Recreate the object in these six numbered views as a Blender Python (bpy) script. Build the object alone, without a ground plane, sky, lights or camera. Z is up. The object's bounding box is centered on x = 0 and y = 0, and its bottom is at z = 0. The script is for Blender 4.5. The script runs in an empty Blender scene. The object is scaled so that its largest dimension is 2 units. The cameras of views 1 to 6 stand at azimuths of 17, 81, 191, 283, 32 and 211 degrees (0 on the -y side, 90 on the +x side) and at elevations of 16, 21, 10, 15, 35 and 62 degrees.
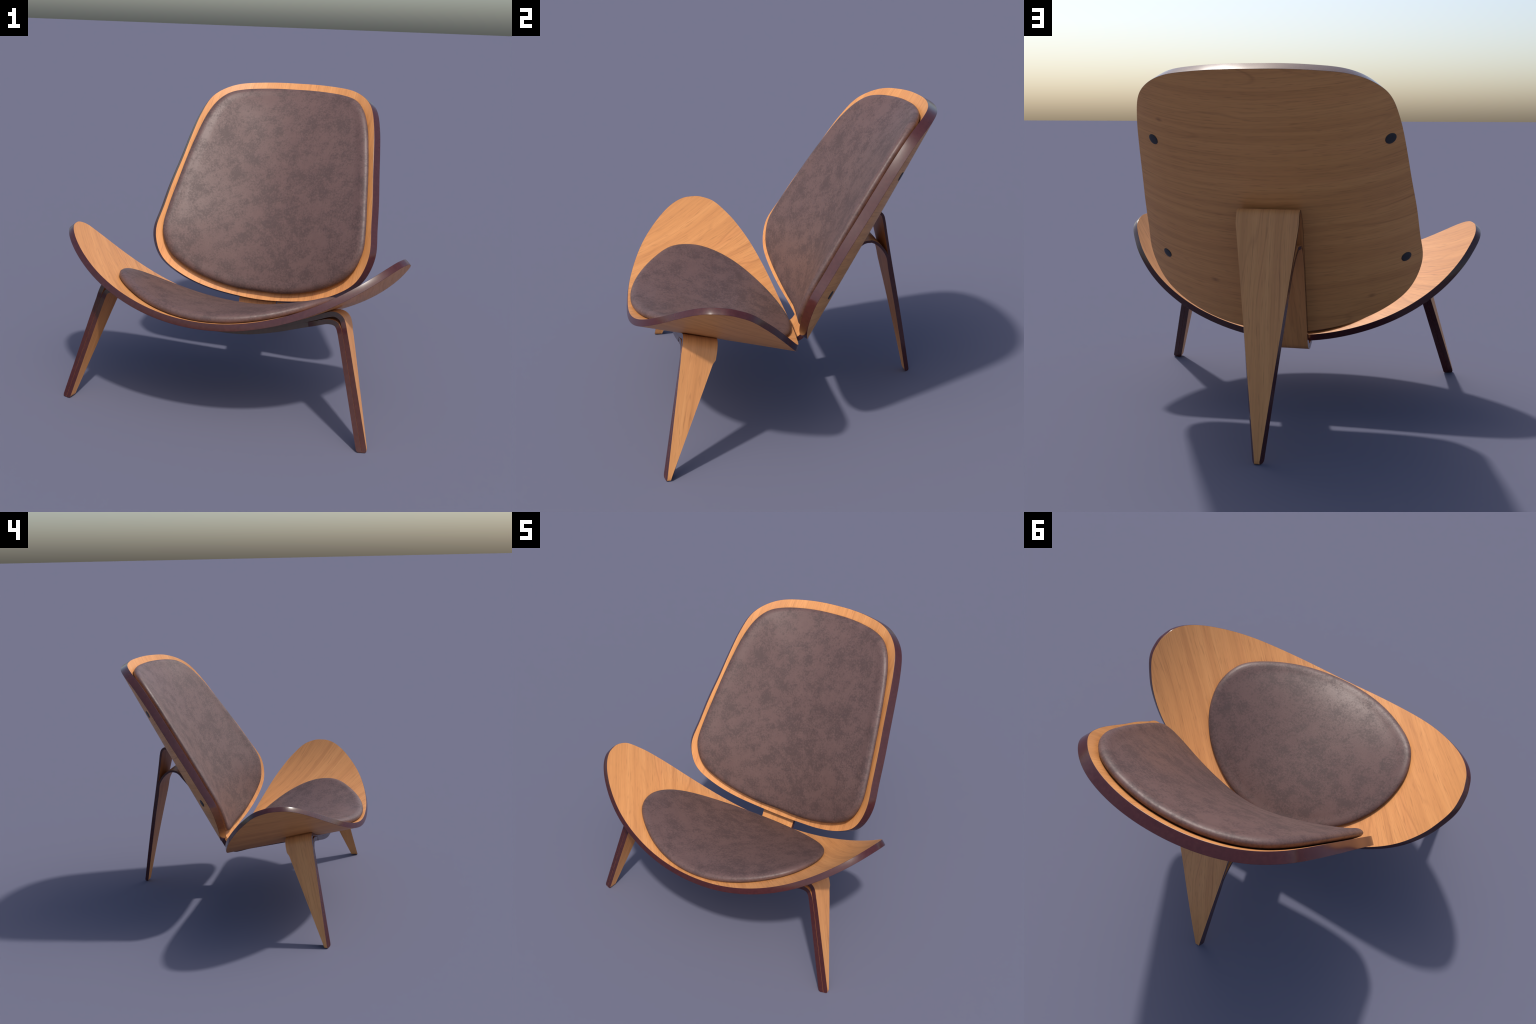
"""Three-legged moulded plywood lounge chair with leather pads.

The seat and the back are bent plywood shells: a curved sheet h(x, t) standing
on a tilted frame, trimmed by a smooth closed outline given as a cosine series.
Legs, crossbar and spine are bent lamination strips swept through profiles.
"""
import bpy, bmesh, math
import numpy as np

# ----------------------------------------------------------------- helpers
def make_object(name, verts, faces, mats, face_mat=None, parent=None, sharp=35):
    me = bpy.data.meshes.new(name)
    me.from_pydata([tuple(map(float, v)) for v in verts], [], faces)
    for m in mats:
        me.materials.append(m)
    if face_mat is not None:
        me.polygons.foreach_set("material_index", face_mat)
    bm = bmesh.new(); bm.from_mesh(me)
    bmesh.ops.recalc_face_normals(bm, faces=bm.faces)
    bm.to_mesh(me); bm.free()
    me.polygons.foreach_set("use_smooth", [True] * len(me.polygons))
    if sharp:
        me.set_sharp_from_angle(angle=math.radians(sharp))
    ob = bpy.data.objects.new(name, me)
    bpy.context.scene.collection.objects.link(ob)
    if parent:
        ob.parent = parent
    return ob


def spline(pts, n):
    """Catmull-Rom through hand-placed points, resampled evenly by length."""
    P = np.array(pts, float)
    Q = np.vstack([2 * P[0] - P[1], P, 2 * P[-1] - P[-2]])
    out = []
    for i in range(1, len(Q) - 2):
        p0, p1, p2, p3 = Q[i - 1], Q[i], Q[i + 1], Q[i + 2]
        t0 = 0.0
        t1 = t0 + max(np.linalg.norm(p1 - p0), 1e-6) ** .5
        t2 = t1 + max(np.linalg.norm(p2 - p1), 1e-6) ** .5
        t3 = t2 + max(np.linalg.norm(p3 - p2), 1e-6) ** .5
        for t in np.linspace(t1, t2, 24, endpoint=False):
            a1 = (t1 - t) / (t1 - t0) * p0 + (t - t0) / (t1 - t0) * p1
            a2 = (t2 - t) / (t2 - t1) * p1 + (t - t1) / (t2 - t1) * p2
            a3 = (t3 - t) / (t3 - t2) * p2 + (t - t2) / (t3 - t2) * p3
            b1 = (t2 - t) / (t2 - t0) * a1 + (t - t0) / (t2 - t0) * a2
            b2 = (t3 - t) / (t3 - t1) * a2 + (t - t1) / (t3 - t1) * a3
            out.append((t2 - t) / (t2 - t1) * b1 + (t - t1) / (t2 - t1) * b2)
    out.append(P[-1]); out = np.array(out)
    s = np.concatenate([[0], np.cumsum(np.linalg.norm(np.diff(out, axis=0), axis=1))])
    u = np.linspace(0, s[-1], n)
    return np.stack([np.interp(u, s, out[:, k]) for k in range(out.shape[1])], 1)


def offset2d(path, d):
    """Parallel curve of a 2D path, d to the left of travel."""
    g = np.gradient(path, axis=0)
    g /= np.linalg.norm(g, axis=1)[:, None]
    return path + d * np.stack([-g[:, 1], g[:, 0]], 1)


# ----------------------------------------------------------------- materials
class Nodes:
    def __init__(self, name):
        self.mat = bpy.data.materials.new(name)
        self.mat.use_nodes = True
        self.t = self.mat.node_tree
        self.bsdf = self.t.nodes["Principled BSDF"]
        self.coord = self.add("ShaderNodeTexCoord").outputs["Object"]

    def add(self, kind, **kw):
        n = self.t.nodes.new(kind)
        for k, v in kw.items():
            setattr(n, k, v)
        return n

    def link(self, a, b):
        self.t.links.new(a, b)

    def mapping(self, scale=(1, 1, 1), rot=(0, 0, 0), loc=(0, 0, 0), src=None):
        m = self.add("ShaderNodeMapping")
        m.inputs["Scale"].default_value = scale
        m.inputs["Rotation"].default_value = rot
        m.inputs["Location"].default_value = loc
        self.link(src or self.coord, m.inputs["Vector"])
        return m.outputs["Vector"]

    def noise(self, vec, scale, detail=4, rough=.55, dist=0):
        n = self.add("ShaderNodeTexNoise")
        self.link(vec, n.inputs["Vector"])
        n.inputs["Scale"].default_value = scale
        n.inputs["Detail"].default_value = detail
        n.inputs["Roughness"].default_value = rough
        n.inputs["Distortion"].default_value = dist
        return n.outputs["Fac"]

    def ramp(self, fac, stops):
        r = self.add("ShaderNodeValToRGB")
        el = r.color_ramp.elements
        while len(el) < len(stops):
            el.new(.5)
        for e, (p, c) in zip(el, stops):
            e.position = p
            e.color = (*c, 1) if len(c) == 3 else c
        self.link(fac, r.inputs["Fac"])
        return r.outputs["Color"]

    def grey(self, fac, a, b, lo=0., hi=1.):
        m = self.add("ShaderNodeMapRange")
        self.link(fac, m.inputs["Value"])
        for k, v in zip(("From Min", "From Max", "To Min", "To Max"), (a, b, lo, hi)):
            m.inputs[k].default_value = v
        return m.outputs["Result"]

    def mix(self, fac, a, b, mode="MIX"):
        m = self.add("ShaderNodeMix", data_type="RGBA", blend_type=mode)
        for sock, val in ((m.inputs[0], fac), (m.inputs[6], a), (m.inputs[7], b)):
            if hasattr(val, "is_output"):
                self.link(val, sock)
            elif isinstance(val, (int, float)):
                sock.default_value = val
            else:
                sock.default_value = (*val, 1)
        return m.outputs[2]

    def math(self, op, a, b):
        m = self.add("ShaderNodeMath", operation=op)
        for sock, val in zip(m.inputs, (a, b)):
            if hasattr(val, "is_output"):
                self.link(val, sock)
            else:
                sock.default_value = val
        return m.outputs[0]

    def bump(self, h, strength, dist):
        b = self.add("ShaderNodeBump")
        b.inputs["Strength"].default_value = strength
        b.inputs["Distance"].default_value = dist
        self.link(h, b.inputs["Height"])
        self.link(b.outputs["Normal"], self.bsdf.inputs["Normal"])

    def set(self, **kw):
        for k, v in kw.items():
            s = self.bsdf.inputs[k.replace("_", " ")]
            if hasattr(v, "is_output"):
                self.link(v, s)
            else:
                s.default_value = v


def wood(name, rot=(0, 0, 0), loc=(0, 0, 0), knots=(), tone=(1, 1, 1)):
    """Oak-like veneer. The rotation lays the sheet out flat: x across the grain,
    y along it, z through the sheet (ignored, so the grain follows the bends)."""
    n = Nodes(name)
    base = n.mapping(rot=rot)
    flat = n.mapping((1, 1, 0), loc=loc, src=base)
    # slow wobble of the grain lines
    wob = n.noise(n.mapping((2.2, .8, 1), src=flat), 1.0, 2)
    comb = n.add("ShaderNodeCombineXYZ")
    n.link(n.math("MULTIPLY", n.math("SUBTRACT", wob, .5), .055), comb.inputs[0])
    vadd = n.add("ShaderNodeVectorMath", operation="ADD")
    n.link(flat, vadd.inputs[0]); n.link(comb.outputs[0], vadd.inputs[1])
    v = vadd.outputs[0]
    broad = n.noise(n.mapping((22, .42, 1), src=v), 1.0, 4, .55)
    streak = n.noise(n.mapping((105, 1.9, 1), src=v), 1.0, 5, .62)
    pores = n.noise(n.mapping((260, 8, 1), src=v), 1.0, 3, .65)
    rings = n.noise(n.mapping((3.4, .42, 1), src=v), 1.0, 2, .4)
    T = lambda c: tuple(a * b for a, b in zip(c, tone))
    col = n.ramp(broad, [(.32, T((.555, .238, .083))), (.50, T((.630, .277, .096))),
                         (.70, T((.685, .312, .112)))])
    warm = n.noise(n.mapping((14, .8, 1), loc=(7, 3, 0), src=v), 1.0, 3)
    col = n.mix(n.grey(warm, .52, .72, 0, .22), col, T((.60, .222, .085)))
    col = n.mix(n.grey(streak, .50, .76, 0, .42), col, T((.360, .140, .048)))
    col = n.mix(n.grey(pores, .55, .78, 0, .36), col, T((.300, .115, .042)))
    dash = n.noise(n.mapping((150, 10, 1), loc=(1, 6, 0), src=v), 1.0, 2, .5)
    col = n.mix(n.grey(dash, .58, .72, 0, .36), col, T((.270, .102, .038)))
    # cathedral figure: thin contour lines of a slow field, only in places
    saw = n.add("ShaderNodeMath", operation="PINGPONG")
    n.link(n.math("MULTIPLY", rings, 17.), saw.inputs[0]); saw.inputs[1].default_value = .5
    where = n.grey(n.noise(n.mapping((3, 1.2, 1), loc=(2, 9, 0), src=v), 1.0, 2), .50, .66)
    line = n.math("MULTIPLY", n.grey(saw.outputs[0], .0, .10, .42, 0.), where)
    col = n.mix(line, col, T((.300, .112, .040)))
    for kx, ky, size in knots:
        d = n.add("ShaderNodeVectorMath", operation="DISTANCE")
        n.link(n.mapping((1, .55, 0), src=base), d.inputs[0])
        d.inputs[1].default_value = (kx, ky * .55, 0)
        fuzz = n.math("ADD", d.outputs["Value"], n.math("MULTIPLY", n.math("SUBTRACT", streak, .5), .03))
        col = n.mix(n.grey(fuzz, size * .1, size, .55, 0.), col, T((.20, .072, .030)))
    n.set(Base_Color=col, Roughness=n.grey(streak, .3, .8, .42, .52), Specular_IOR_Level=.35)
    n.bump(pores, .05, 0)
    return n.mat


def edge_wood(name):
    """Dark red-brown stained, lacquered ply edge."""
    n = Nodes(name)
    f = n.noise(n.coord, 55, 4, .6)
    g = n.noise(n.coord, 6, 3, .6)
    col = n.ramp(f, [(.32, (.045, .0100, .0105)), (.52, (.054, .0122, .0125)), (.74, (.064, .0165, .0160))])
    col = n.mix(n.grey(g, .45, .75, 0, .35), col, (.048, .0175, .0165))
    n.set(Base_Color=col, Roughness=n.grey(g, .3, .8, .15, .21), Specular_IOR_Level=.5)
    return n.mat


def leather(name):
    """Worn brown leather: smooth rubbed clouds among darker, finely grained areas."""
    n = Nodes(name)
    cloud = n.noise(n.coord, 10, 6, .68, .2)
    slow = n.noise(n.mapping(loc=(4, 4, 4)), 2.2, 2)
    fine = n.noise(n.coord, 90, 3, .62)
    tone = n.noise(n.mapping(loc=(9, 2, 5)), 24, 4, .6)
    c = n.math("ADD", n.math("MULTIPLY", n.math("SUBTRACT", cloud, .5), 1.35),
               n.math("MULTIPLY", n.math("SUBTRACT", slow, .5), .25))
    speck = n.grey(n.math("ADD", fine, c), .40, .68)
    light = n.mix(n.grey(tone, .35, .7), (.110, .063, .057), (.122, .071, .063))
    col = n.mix(n.math("MULTIPLY", speck, .74), light, (.060, .0365, .0345))
    # fine creases
    vo = n.add("ShaderNodeTexVoronoi", feature="DISTANCE_TO_EDGE")
    n.link(n.coord, vo.inputs["Vector"])
    vo.inputs["Scale"].default_value = 140
    hgt = n.math("ADD", n.math("MULTIPLY", fine, .7), n.math("MULTIPLY", n.grey(vo.outputs["Distance"], 0, .25), .3))
    n.set(Base_Color=col, Roughness=n.grey(speck, 0, 1, .45, .54), Specular_IOR_Level=.38)
    n.bump(hgt, .14, .003)
    return n.mat


def rubber(name):
    n = Nodes(name)
    f = n.noise(n.coord, 60, 3)
    n.set(Base_Color=n.ramp(f, [(.3, (.010, .012, .016)), (.7, (.018, .020, .026))]), Roughness=.5)
    return n.mat


# ----------------------------------------------------------------- shells
class Shell:
    """Bent sheet: point(x, t) = origin + x X + t E + h(x, t) N (+ offset along the normal)."""
    def __init__(s, origin, E, N, terms):
        s.o, s.X = np.array(origin), np.array([1., 0, 0])
        s.E, s.N, s.c = np.array(E), np.array(N), terms

    def h(s, x, t):
        u = x * x
        c = s.c
        return (c[0] * u + c[1] * u**2 + c[2] * u**3 + c[8] * u**4 + t * (c[3] * u + c[4] * u**2)
                + c[5] * t**2 + c[6] * t**3 + c[7] * t**2 * u)

    def at(s, x, t, off=0.):
        x, t, off = np.broadcast_arrays(np.asarray(x, float), np.asarray(t, float), np.asarray(off, float))
        e = 1e-4
        hx = (s.h(x + e, t) - s.h(x - e, t)) / (2 * e)
        ht = (s.h(x, t + e) - s.h(x, t - e)) / (2 * e)
        n = s.N - hx[..., None] * s.X - ht[..., None] * s.E
        n /= np.linalg.norm(n, axis=-1)[..., None]
        return s.o + x[..., None] * s.X + t[..., None] * s.E + s.h(x, t)[..., None] * s.N + off[..., None] * n


def outline(angles, radii, sx, st, shift=0., per=9):
    """Closed symmetric outline: radii at angles (degrees from the front / bottom) on one half,
    mirrored and joined by a centripetal Catmull-Rom curve."""
    a, r = np.radians(angles), np.array(radii)
    half = np.stack([r * np.sin(a) * sx, -r * np.cos(a) * st], 1)
    P = np.vstack([half, half[-2:0:-1] * [-1, 1]])
    n, out = len(P), []
    for i in range(n):
        p0, p1, p2, p3 = P[i - 1], P[i], P[(i + 1) % n], P[(i + 2) % n]
        t1 = np.linalg.norm(p1 - p0) ** .5
        t2 = t1 + np.linalg.norm(p2 - p1) ** .5
        t3 = t2 + np.linalg.norm(p3 - p2) ** .5
        t = np.linspace(t1, t2, per, endpoint=False)[:, None]
        a1 = (t1 - t) / t1 * p0 + t / t1 * p1
        a2 = (t2 - t) / (t2 - t1) * p1 + (t - t1) / (t2 - t1) * p2
        a3 = (t3 - t) / (t3 - t2) * p2 + (t - t2) / (t3 - t2) * p3
        b1 = (t2 - t) / t2 * a1 + t / t2 * a2
        b2 = (t3 - t) / (t3 - t1) * a2 + (t - t1) / (t3 - t1) * a3
        out.append((t2 - t) / (t2 - t1) * b1 + (t - t1) / (t2 - t1) * b2)
    L = np.concatenate(out)
    # soften the joints of the control polygon
    for _ in range(6):
        L = .5 * L + .25 * (np.roll(L, 1, 0) + np.roll(L, -1, 0))
    return L + [shift, 0]


def inward(line):
    d = np.roll(line, -1, 0) - np.roll(line, 1, 0)
    d /= np.linalg.norm(d, axis=1)[:, None]
    n = np.stack([-d[:, 1], d[:, 0]], 1)
    if np.mean(np.sum(n * (line.mean(0) - line), 1)) < 0:
        n = -n
    return n


def grid_faces(rings, n, start=0):
    f = []
    for r in range(rings - 1):
        a, b = start + r * n, start + (r + 1) * n
        for i in range(n):
            j = (i + 1) % n
            f.append((a + i, a + j, b + j, b + i))
    return f


def disc(shell, line, offs, fills=22, scale=lambda t: 1.):
    """Rings from the outline (inset, height) list, then scaled rings to the centre."""
    nrm = inward(line)
    put = lambda q, h: shell.at(q[:, 0], q[:, 1], h * scale(q[:, 1]))
    V = [put(line + d * nrm, hgt) for d, hgt in offs[0]]
    inner = line + offs[0][-1][0] * nrm
    c = inner.mean(0)
    for k in range(1, fills):
        f = 1 - k / fills
        V.append(put(c + (inner - c) * f, offs[1](f)))
    n = len(line)
    verts = np.vstack(V + [put(c[None], offs[1](0.))])
    last = (len(V) - 1) * n
    faces = grid_faces(len(V), n) + [(last + i, last + (i + 1) % n, len(verts) - 1) for i in range(n)]
    return verts, faces


def grow(line, d):
    return line - d * inward(line)


def build_shell(name, shell, line, T, front, rear, edge, parent):
    """Two veneered faces plus a lacquered edge band as its own part."""
    v1, f1 = disc(shell, line, ([(0.0008, 0.)], lambda f: 0.))
    v2, f2 = disc(shell, line, ([(0.0008, 1.)], lambda f: 1.), scale=lambda t: -T(t))
    verts = np.vstack([v1, v2])
    faces = f1 + [tuple(i + len(v1) for i in reversed(f)) for f in f2]
    ob = make_object(name, verts, faces, [front, rear], [0] * len(f1) + [1] * len(f2), parent)
    nrm = inward(line)
    th = T(line[:, 1])
    # slightly crowned, with a fine arris at both faces
    prof = [(.0008, 0. * th), (.0002, -.0010 + 0. * th), (-.00015, -.22 * th), (-.0003, -.5 * th), (-.00015, -.78 * th),
            (.0002, .0010 - th), (.0008, -T((line + .0008 * nrm)[:, 1]))]
    V = np.concatenate([shell.at(*(line + d * nrm).T, hh) for d, hh in prof])
    make_object("edge_band", V, grid_faces(len(prof), len(line)), [edge], None, ob, sharp=22)
    return ob


def build_cushion(shell, line, thick, dome, mat, parent, lifted):
    """Pad with a rolled side; thick(t) is the height of the roll, dome the extra rise in the middle."""
    nrm = inward(line)
    under = [(.055, .02), (.032, .07), (.013, .16), (.003, .31)] if lifted else [(.020, .03), (.009, .09), (.0025, .22)]
    prof = under + [(0., .46), (.003, .62), (.009, .76), (.019, .88), (.034, .965), (.055, 1.)]
    V = [shell.at(*(line + d * nrm).T, g * thick(line[:, 1])) for d, g in prof]
    inner = line + prof[-1][0] * nrm
    c = inner.mean(0)
    for s in np.linspace(1, 0, 27)[1:-1]:
        q = c + (inner - c) * s
        V.append(shell.at(*q.T, thick(q[:, 1]) + dome(q[:, 1]) * (1 - s ** 3.2)))
    n = len(line)
    verts = np.vstack(V + [shell.at(c[0], c[1], thick(c[1]) + dome(c[1]))[None]])
    last = (len(V) - 1) * n
    faces = grid_faces(len(V), n) + [(last + i, last + (i + 1) % n, len(verts) - 1) for i in range(n)]
    return make_object("leather_cushion", verts, faces, [mat], None, parent, sharp=0)


# ----------------------------------------------------------------- strips
def build_strip(name, sections, wood_mat, edge, parent, bevel=.003):
    """sections: per station four corners (outer_front, outer_back, inner_back, inner_front)."""
    S = np.array(sections)
    m = len(S)
    verts = S.reshape(-1, 3)
    faces, mats = [], []
    for i in range(m - 1):
        a, b = 4 * i, 4 * i + 4
        for k in range(4):
            l = (k + 1) % 4
            faces.append((a + k, a + l, b + l, b + k))
            mats.append(1 if k in (1, 3) else 0)
    faces += [(0, 1, 2, 3), (4 * m - 4, 4 * m - 3, 4 * m - 2, 4 * m - 1)]
    mats += [1, 1]
    ob = make_object(name, verts, faces, [wood_mat, edge], mats, parent, sharp=35)
    if bevel:
        bm = bmesh.new(); bm.from_mesh(ob.data)
        bm.normal_update(); bm.faces.ensure_lookup_table()
        ed = [e for e in bm.edges if len(e.link_faces) == 2 and e.calc_face_angle() > math.radians(50)
              and not (set(f.index for f in e.link_faces) & {len(faces) - 1, len(faces) - 2} and min(v.co.z for v in e.verts) > .05)]
        bmesh.ops.bevel(bm, geom=ed, offset=bevel, segments=2, affect="EDGES", profile=.5, clamp_overlap=True, material=1)
        for v in bm.verts:
            v.co.z = max(v.co.z, 0.)
        bm.to_mesh(ob.data); bm.free()
        ob.data.polygons.foreach_set("use_smooth", [True] * len(ob.data.polygons))
        ob.data.set_sharp_from_angle(angle=math.radians(40))
    return ob


def round_foot(secs, corners, end=-1):
    """Ease the outward corners of a strip where it meets the floor (corners: indices to pull in)."""
    S = list(np.array(secs, float)) if end == -1 else list(np.array(secs, float)[::-1])
    last = S[-1]
    prev = next(q for q in S[::-1] if q[:, 2].mean() > .02)
    rows = []
    for lift, inset in ((.012, 0.), (.0045, .0028), (0., .0095)):
        row = last + (prev - last) * (lift / max((prev[:, 2] - last[:, 2]).mean(), 1e-5))
        row = row.copy()
        for c in corners:
            o = 3 - c                      # the corner across the strip's thickness
            d = row[o] - row[c]
            row[c] += d / np.linalg.norm(d) * inset
        row[:, 2] = np.maximum(row[:, 2], 0) if lift else 0.
        rows.append(row)
    S = [q for q in S[:-1] if q[:, 2].mean() > .016] + rows
    return np.array(S if end == -1 else S[::-1])


# ================================================================= the chair
chair = bpy.data.objects.new("lounge_chair", None)
bpy.context.scene.collection.objects.link(chair)
chair["label"] = "three-legged bent plywood lounge chair with brown leather pads"
chair["category"] = "chair"

R = math.radians
SEAT_TILT, BACK_TILT = .2433, .5021
ca, sa = math.cos(SEAT_TILT), math.sin(SEAT_TILT)
cb, sb = math.cos(BACK_TILT), math.sin(BACK_TILT)

edge = edge_wood("stained_edge")
hide = leather("worn_leather")
cap_mat = rubber("black_rubber")
KNOTS = ((-.76, .35, .016), (-.65, -.445, .015), (-1.66, .50, .012))   # in the laid-out sheet
A = SEAT_TILT
B = BACK_TILT - R(90)
wood_seat_top = wood("veneer_seat_top", rot=(A, 0, R(-41)))
wood_seat_under = wood("veneer_seat_under", rot=(A, 0, R(-8)), loc=(3, 1, 0))
wood_back_front = wood("veneer_back_front", rot=(B, 0, R(4)), loc=(1, 4, 0))
wood_back_rear = wood("veneer_back_rear", rot=(B, 0, R(90)), loc=(5, 2, 0), knots=KNOTS, tone=(1.01, 1.03, 1.0))
wood_leg_rear = wood("veneer_leg_rear", rot=(R(-78), 0, 0), loc=(2, 2, 0))
wood_leg_left = wood("veneer_leg_left", rot=(A - R(90), R(90), 0), loc=(7, 5, 0))
wood_leg_right = wood("veneer_leg_right", rot=(A - R(90), R(90), 0), loc=(4, 8, 0))
wood_spine = wood("veneer_spine", rot=(R(-50), 0, 0), loc=(6, 3, 0))
wood_bar = wood("veneer_crossbar", rot=(A, 0, R(90)), loc=(9, 1, 0))

# --- seat
seat = Shell((-.0019, -.4194, .5305), (0, ca, -sa), (0, sa, ca),
             [.3952, .0056, .0637, -.0881, -.0244, 0., 0., 0., 0.])
SEAT_T = .037
SEAT_ANG = [0, 16, 32, 46, 58, 68, 76, 82, 88, 94, 100, 108, 120, 136, 152, 168, 180]
seat_line = outline(SEAT_ANG, [1.1155, 1.1303, 1.1308, 1.0899, 1.0493, 1.0134, .988, .9777, .9709, .9713, .975, .9843,
                               1.0221, 1.1013, 1.1811, 1.2339, 1.2513], 1.0, .42)
seat_line = grow(seat_line, .002) + [.002, 0]
seat_ob = build_shell("seat_shell", seat, seat_line, lambda t: SEAT_T + 0. * t, wood_seat_top, wood_seat_under, edge, chair)
pad_line = outline(range(0, 181, 20), [1.019, 1.0129, .9966, .9902, .9492, .9309, .9534, 1.0119, 1.0998, 1.1494],
                   .68, .45, shift=-.008, per=16)
build_cushion(seat, pad_line, lambda t: (.029 + .023 * np.clip(.5 - t / .9, 0, 1)), lambda t: .031 - .006 * np.clip(t / .4, 0, 1), hide, seat_ob, False)

# --- back
back = Shell((.0275, .4803, 1.1167), (0, sb, cb), (0, -cb, sb),
             [.4484, -.0107, .4914, -.1109, .3839, 0., 0., 0., 0.])
def back_thick(t):
    """the back is ply-thin at the bottom and a little thicker above"""
    return .047 + .008 * np.clip((np.asarray(t, float) + .75) / .85, 0, 1)
BACK_ANG = [0, 14, 28, 40, 50, 60, 70, 82, 96, 110, 122, 132, 140, 148, 158, 169, 180]
back_line = outline(BACK_ANG, [1.0723, 1.0942, 1.1700, 1.2600, 1.3240, 1.2790, 1.1502, 1.0609, 1.0134, 1.0333, 1.0961,
                               1.1628, 1.1724, 1.152, 1.1033, 1.0668, 1.0522], .62, .70)
back_line = grow(back_line, .002)
back_ob = build_shell("back_shell", back, back_line, back_thick, wood_back_front, wood_back_rear, edge, chair)
pad_line = outline(BACK_ANG, [1.0075, 1.038, 1.1028, 1.187, 1.252, 1.230, 1.126, 1.035, .995, 1.006, 1.055, 1.100,
                              1.108, 1.072, 1.021, .985, .971], .62, .70)
build_cushion(back, pad_line, lambda t: .060 + 0. * t, lambda t: .055 + .013 * np.clip(t / .5, -1, .2), hide, back_ob, True)

# screw caps on the rear of the back
def screw_cap(x, t):
    rr, n = .0255, 32
    a = np.linspace(0, 2 * np.pi, n, endpoint=False)
    rings = []
    for rad, off in ((rr, .001), (rr, -.0015), (rr * .93, -.0025), (rr * .5, -.0028)):
        rings.append(back.at(x + .87 * rad * np.cos(a), t + rad * np.sin(a), -back_thick(t) + off))
    v = np.vstack(rings + [back.at(x, t, -back_thick(t) - .0028)[None]])
    f = grid_faces(4, n) + [(3 * n + i, 3 * n + (i + 1) % n, 4 * n) for i in range(n)]
    make_object("screw_cap", v, f, [cap_mat], None, back_ob)
for x, t in ((.501, .331), (-.539, .330), (.571, -.378), (-.612, -.374)):
    screw_cap(x, t)

# --- front frame, drawn in the seat's tilted frame (x across, n normal, t along)
SO = np.array([.0062, -.4141, .5533])
SE = np.array([0, math.cos(.2451), -math.sin(.2451)])
SN = np.array([0, math.sin(.2451), math.cos(.2451)])
def tilted(x, t, n):
    return SO + np.array([x, 0, 0]) + t * SE + n * SN
def ground_n(t):
    return (-SO[2] + t * sa) / ca

FOOT_X, KNEE_X = .9085, .7375            # outer face at n = -.62 and n = 0
leg_dir = (FOOT_X - KNEE_X) / -.62
out_top = [(0, -.043), (.10, -.041), (.19, -.033), (.26, -.021), (.363, .005), (.483, .043), (.57, .074), (.607, .089),
           (.64, .1005), (.668, .1005), (.694, .090), (.714, .070), (.727, .038), (.7375, 0), (.752, -.05)]
low_top = [(0, -.070), (.10, -.068), (.19, -.060), (.26, -.047), (.363, -.021), (.483, .016), (.545, .0345), (.584, .047),
           (.62, .057), (.655, .0575), (.681, .048), (.6985, .027), (.709, .000), (.7238, -.05)]
PLY = .026
def width_at(n, inner):
    """front and rear t of the strip at height n; the sides are cut on a slant near the foot"""
    k = min(max(-n / .62, 0), 1)
    up = min(max(n * 3, 0), .06)
    f = -.2019 + k * (.0337 - .016 * inner) - up * .05
    b = -.0353 - k * (.1195 - .018 * inner) + up * .193
    return f, b

def leg_sections(top_pts, side, lvl):
    pts = [p for p in top_pts]
    x1, n1 = pts[-1]
    x0 = x1
    end_n = -.64
    for q in (.25, .5, .75, 1.):
        nn = n1 + (end_n - n1) * q
        pts.append((x0 + (nn - n1) * leg_dir, nn))
    path = spline(pts, 150)
    inn = offset2d(path, -PLY)
    return path, inn

def emit(path, inn, side, lv_o, lv_i, mask, name, veneer, parent):
    secs = []
    idx = np.where(mask)[0]
    for i in idx:
        (xo, no), (xi, ni) = path[i], inn[i]
        fo, bo = width_at(no, lv_o); fi, bi = width_at(ni, lv_i)
        row = []
        for x, n, t in ((xo, no, fo), (xo, no, bo), (xi, ni, bi), (xi, ni, fi)):
            row.append(tilted(side * (x - .0062), t, n))
        secs.append(row)
    secs = np.array(secs)
    # cut flat at the floor
    if secs[-1, :, 2].min() < 0:
        k = np.where(secs[:, :, 2].min(1) > .004)[0][-1]
        last, nxt = secs[k], secs[-1]
        f = last[:, 2] / (last[:, 2] - nxt[:, 2])
        cut = last + (nxt - last) * f[:, None]
        secs = np.concatenate([secs[:k + 1], cut[None]])
        secs = round_foot(secs, (0, 1) if lv_o == 0 else (2, 3))
    return build_strip(name, secs, veneer, edge, parent, 0)

SPLIT = .52
for side, veneer in ((-1, wood_leg_left), (1, wood_leg_right)):
    po, pi_ = leg_sections(out_top, side, 0)
    leg = emit(po, pi_, side, 0., .5, po[:, 0] >= SPLIT, "front_leg", veneer, chair)
    qo, qi = leg_sections(low_top, side, 1)
    emit(qo, qi, side, .5, 1., qo[:, 0] >= SPLIT, "inner_lamination", veneer, leg)
bar = None
for pts, lv in ((out_top, (0., .5)), (low_top, (.5, 1.))):
    path, inn = leg_sections(pts, 1, 0)
    cutoff = np.where(path[:, 0] >= SPLIT)[0][0] + 1
    P, I = path[:cutoff], inn[:cutoff]
    P = np.vstack([P[:0:-1] * [-1, 1], P]); I = np.vstack([I[:0:-1] * [-1, 1], I])
    secs = []
    for (xo, no), (xi, ni) in zip(P, I):
        fo, bo = width_at(.08, 0)
        xo, xi = xo * .988, xi * .988
        secs.append([tilted(xo, fo, no), tilted(xo, bo, no), tilted(xi, bo, ni), tilted(xi, fo, ni)])
    ob = build_strip("crossbar" if bar is None else "inner_lamination", np.array(secs), wood_bar, edge, bar or chair, 0)
    bar = bar or ob

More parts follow.
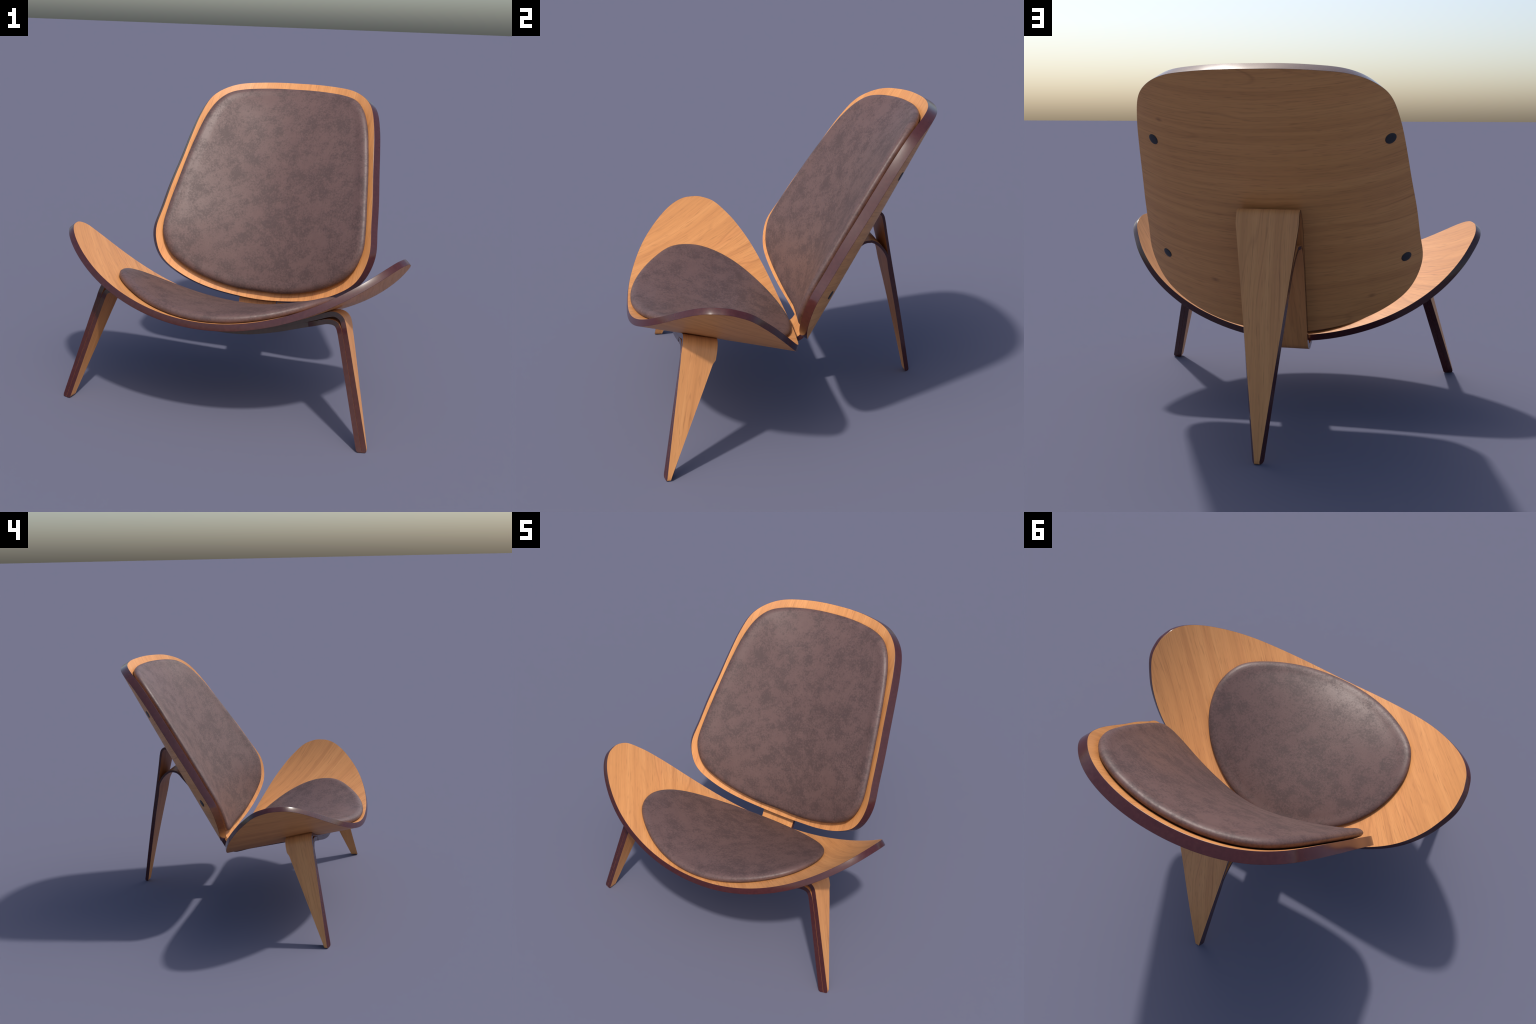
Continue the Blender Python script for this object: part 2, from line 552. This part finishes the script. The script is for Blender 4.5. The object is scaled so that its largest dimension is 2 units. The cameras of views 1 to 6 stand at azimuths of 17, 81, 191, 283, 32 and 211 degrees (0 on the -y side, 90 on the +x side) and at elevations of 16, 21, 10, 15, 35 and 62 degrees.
# --- rear leg and spine, drawn in the y-z plane
THIN = .0155
def back_rear(t, off):
    p = back.at(-.026, t, -back_thick(t) - off)
    return (p[1], p[2])
leg_line = [(.8575, 0.), (.807, .25), (.767, .44), (.7335, .594), (.6985, .75), (.6655, .90), (.6445, 1.0),
            (.6300, 1.072), (.6225, 1.100), (.609, 1.119), (.589, 1.127), (.567, 1.122), (.547, 1.102)]
SPW = .1465
REAR_X = .004
def rear_half(z, inner):
    k = min(max(1 - z / 1.06, 0), 1)
    return SPW + (.0105 - SPW) * k + inner * (.002 + .014 * k)
def rear_sections(path, inn, wo, wi):
    out = []
    for (yo, zo), (yi, zi), a, b in zip(path, inn, wo, wi):
        out.append([(REAR_X + a, yo, zo), (REAR_X - a, yo, zo), (REAR_X - b, yi, zi), (REAR_X + b, yi, zi)])
    out = np.array(out)
    return out

def spine_w(z):
    return .122 + .025 * min(max((z - .40) / .66, 0), 1)

# outer strip: foot, up to the fold
path = spline(leg_line, 120)
inn = offset2d(path, THIN)
secs = rear_sections(path, inn, [rear_half(z, 0) for z in path[:, 1]], [rear_half(z, .5) for z in inn[:, 1]])
secs[0][:, 2] = 0
secs = round_foot(secs, (0, 1), end=0)
rear = build_strip("rear_leg", secs, wood_leg_rear, edge, chair, 0)

# spine: from the fold down the back, round the bend, forward under the seat
def under_seat(t, off):
    p = seat.at(0, t, -SEAT_T - off)
    return (p[1], p[2])
down = [(.547, 1.102)] + [back_rear(t, .0008) for t in (-.08, -.2, -.32, -.44, -.56, -.66, -.72)]
bend = [(.140, .400), (.118, .372), (.090, .362)]
fwd = [under_seat(t, .001) for t in (.42, .3, .15, .02, -.03)]
path = spline(down + bend + fwd, 150)
inn = offset2d(path, THIN)
w = [spine_w(z) for z in path[:, 1]]
spine = build_strip("spine_rail", rear_sections(path, inn, w, w), wood_spine, edge, chair, 0)

# inner strip: foot, arch, then down along the spine to the crossbar
arch = [(.8575 - .0158, 0.), (.807 - .0158, .25), (.767 - .0158, .44), (.7335 - .0158, .594), (.6985 - .0158, .75),
        (.667, .83), (.648, .870), (.623, .904), (.594, .931), (.560, .9495), (.528, .953), (.500, .945), (.478, .929),
        (.458, .904)]
along = offset2d(path, THIN + .0004)
arch += [tuple(p) for p in along[np.where(along[:, 1] < .845)[0][0]::4]]
path = spline(arch, 240)
inn = offset2d(path, THIN)
ends = lambda P, k: [rear_half(z, k) if i < 130 and y > .55 else spine_w(z) for i, (y, z) in enumerate(P)]
secs = rear_sections(path, inn, ends(path, .5), ends(path, 1))
secs[0][:, 2] = 0
secs = round_foot(secs, (2, 3), end=0)
build_strip("inner_lamination", secs, wood_leg_rear, edge, rear, 0)
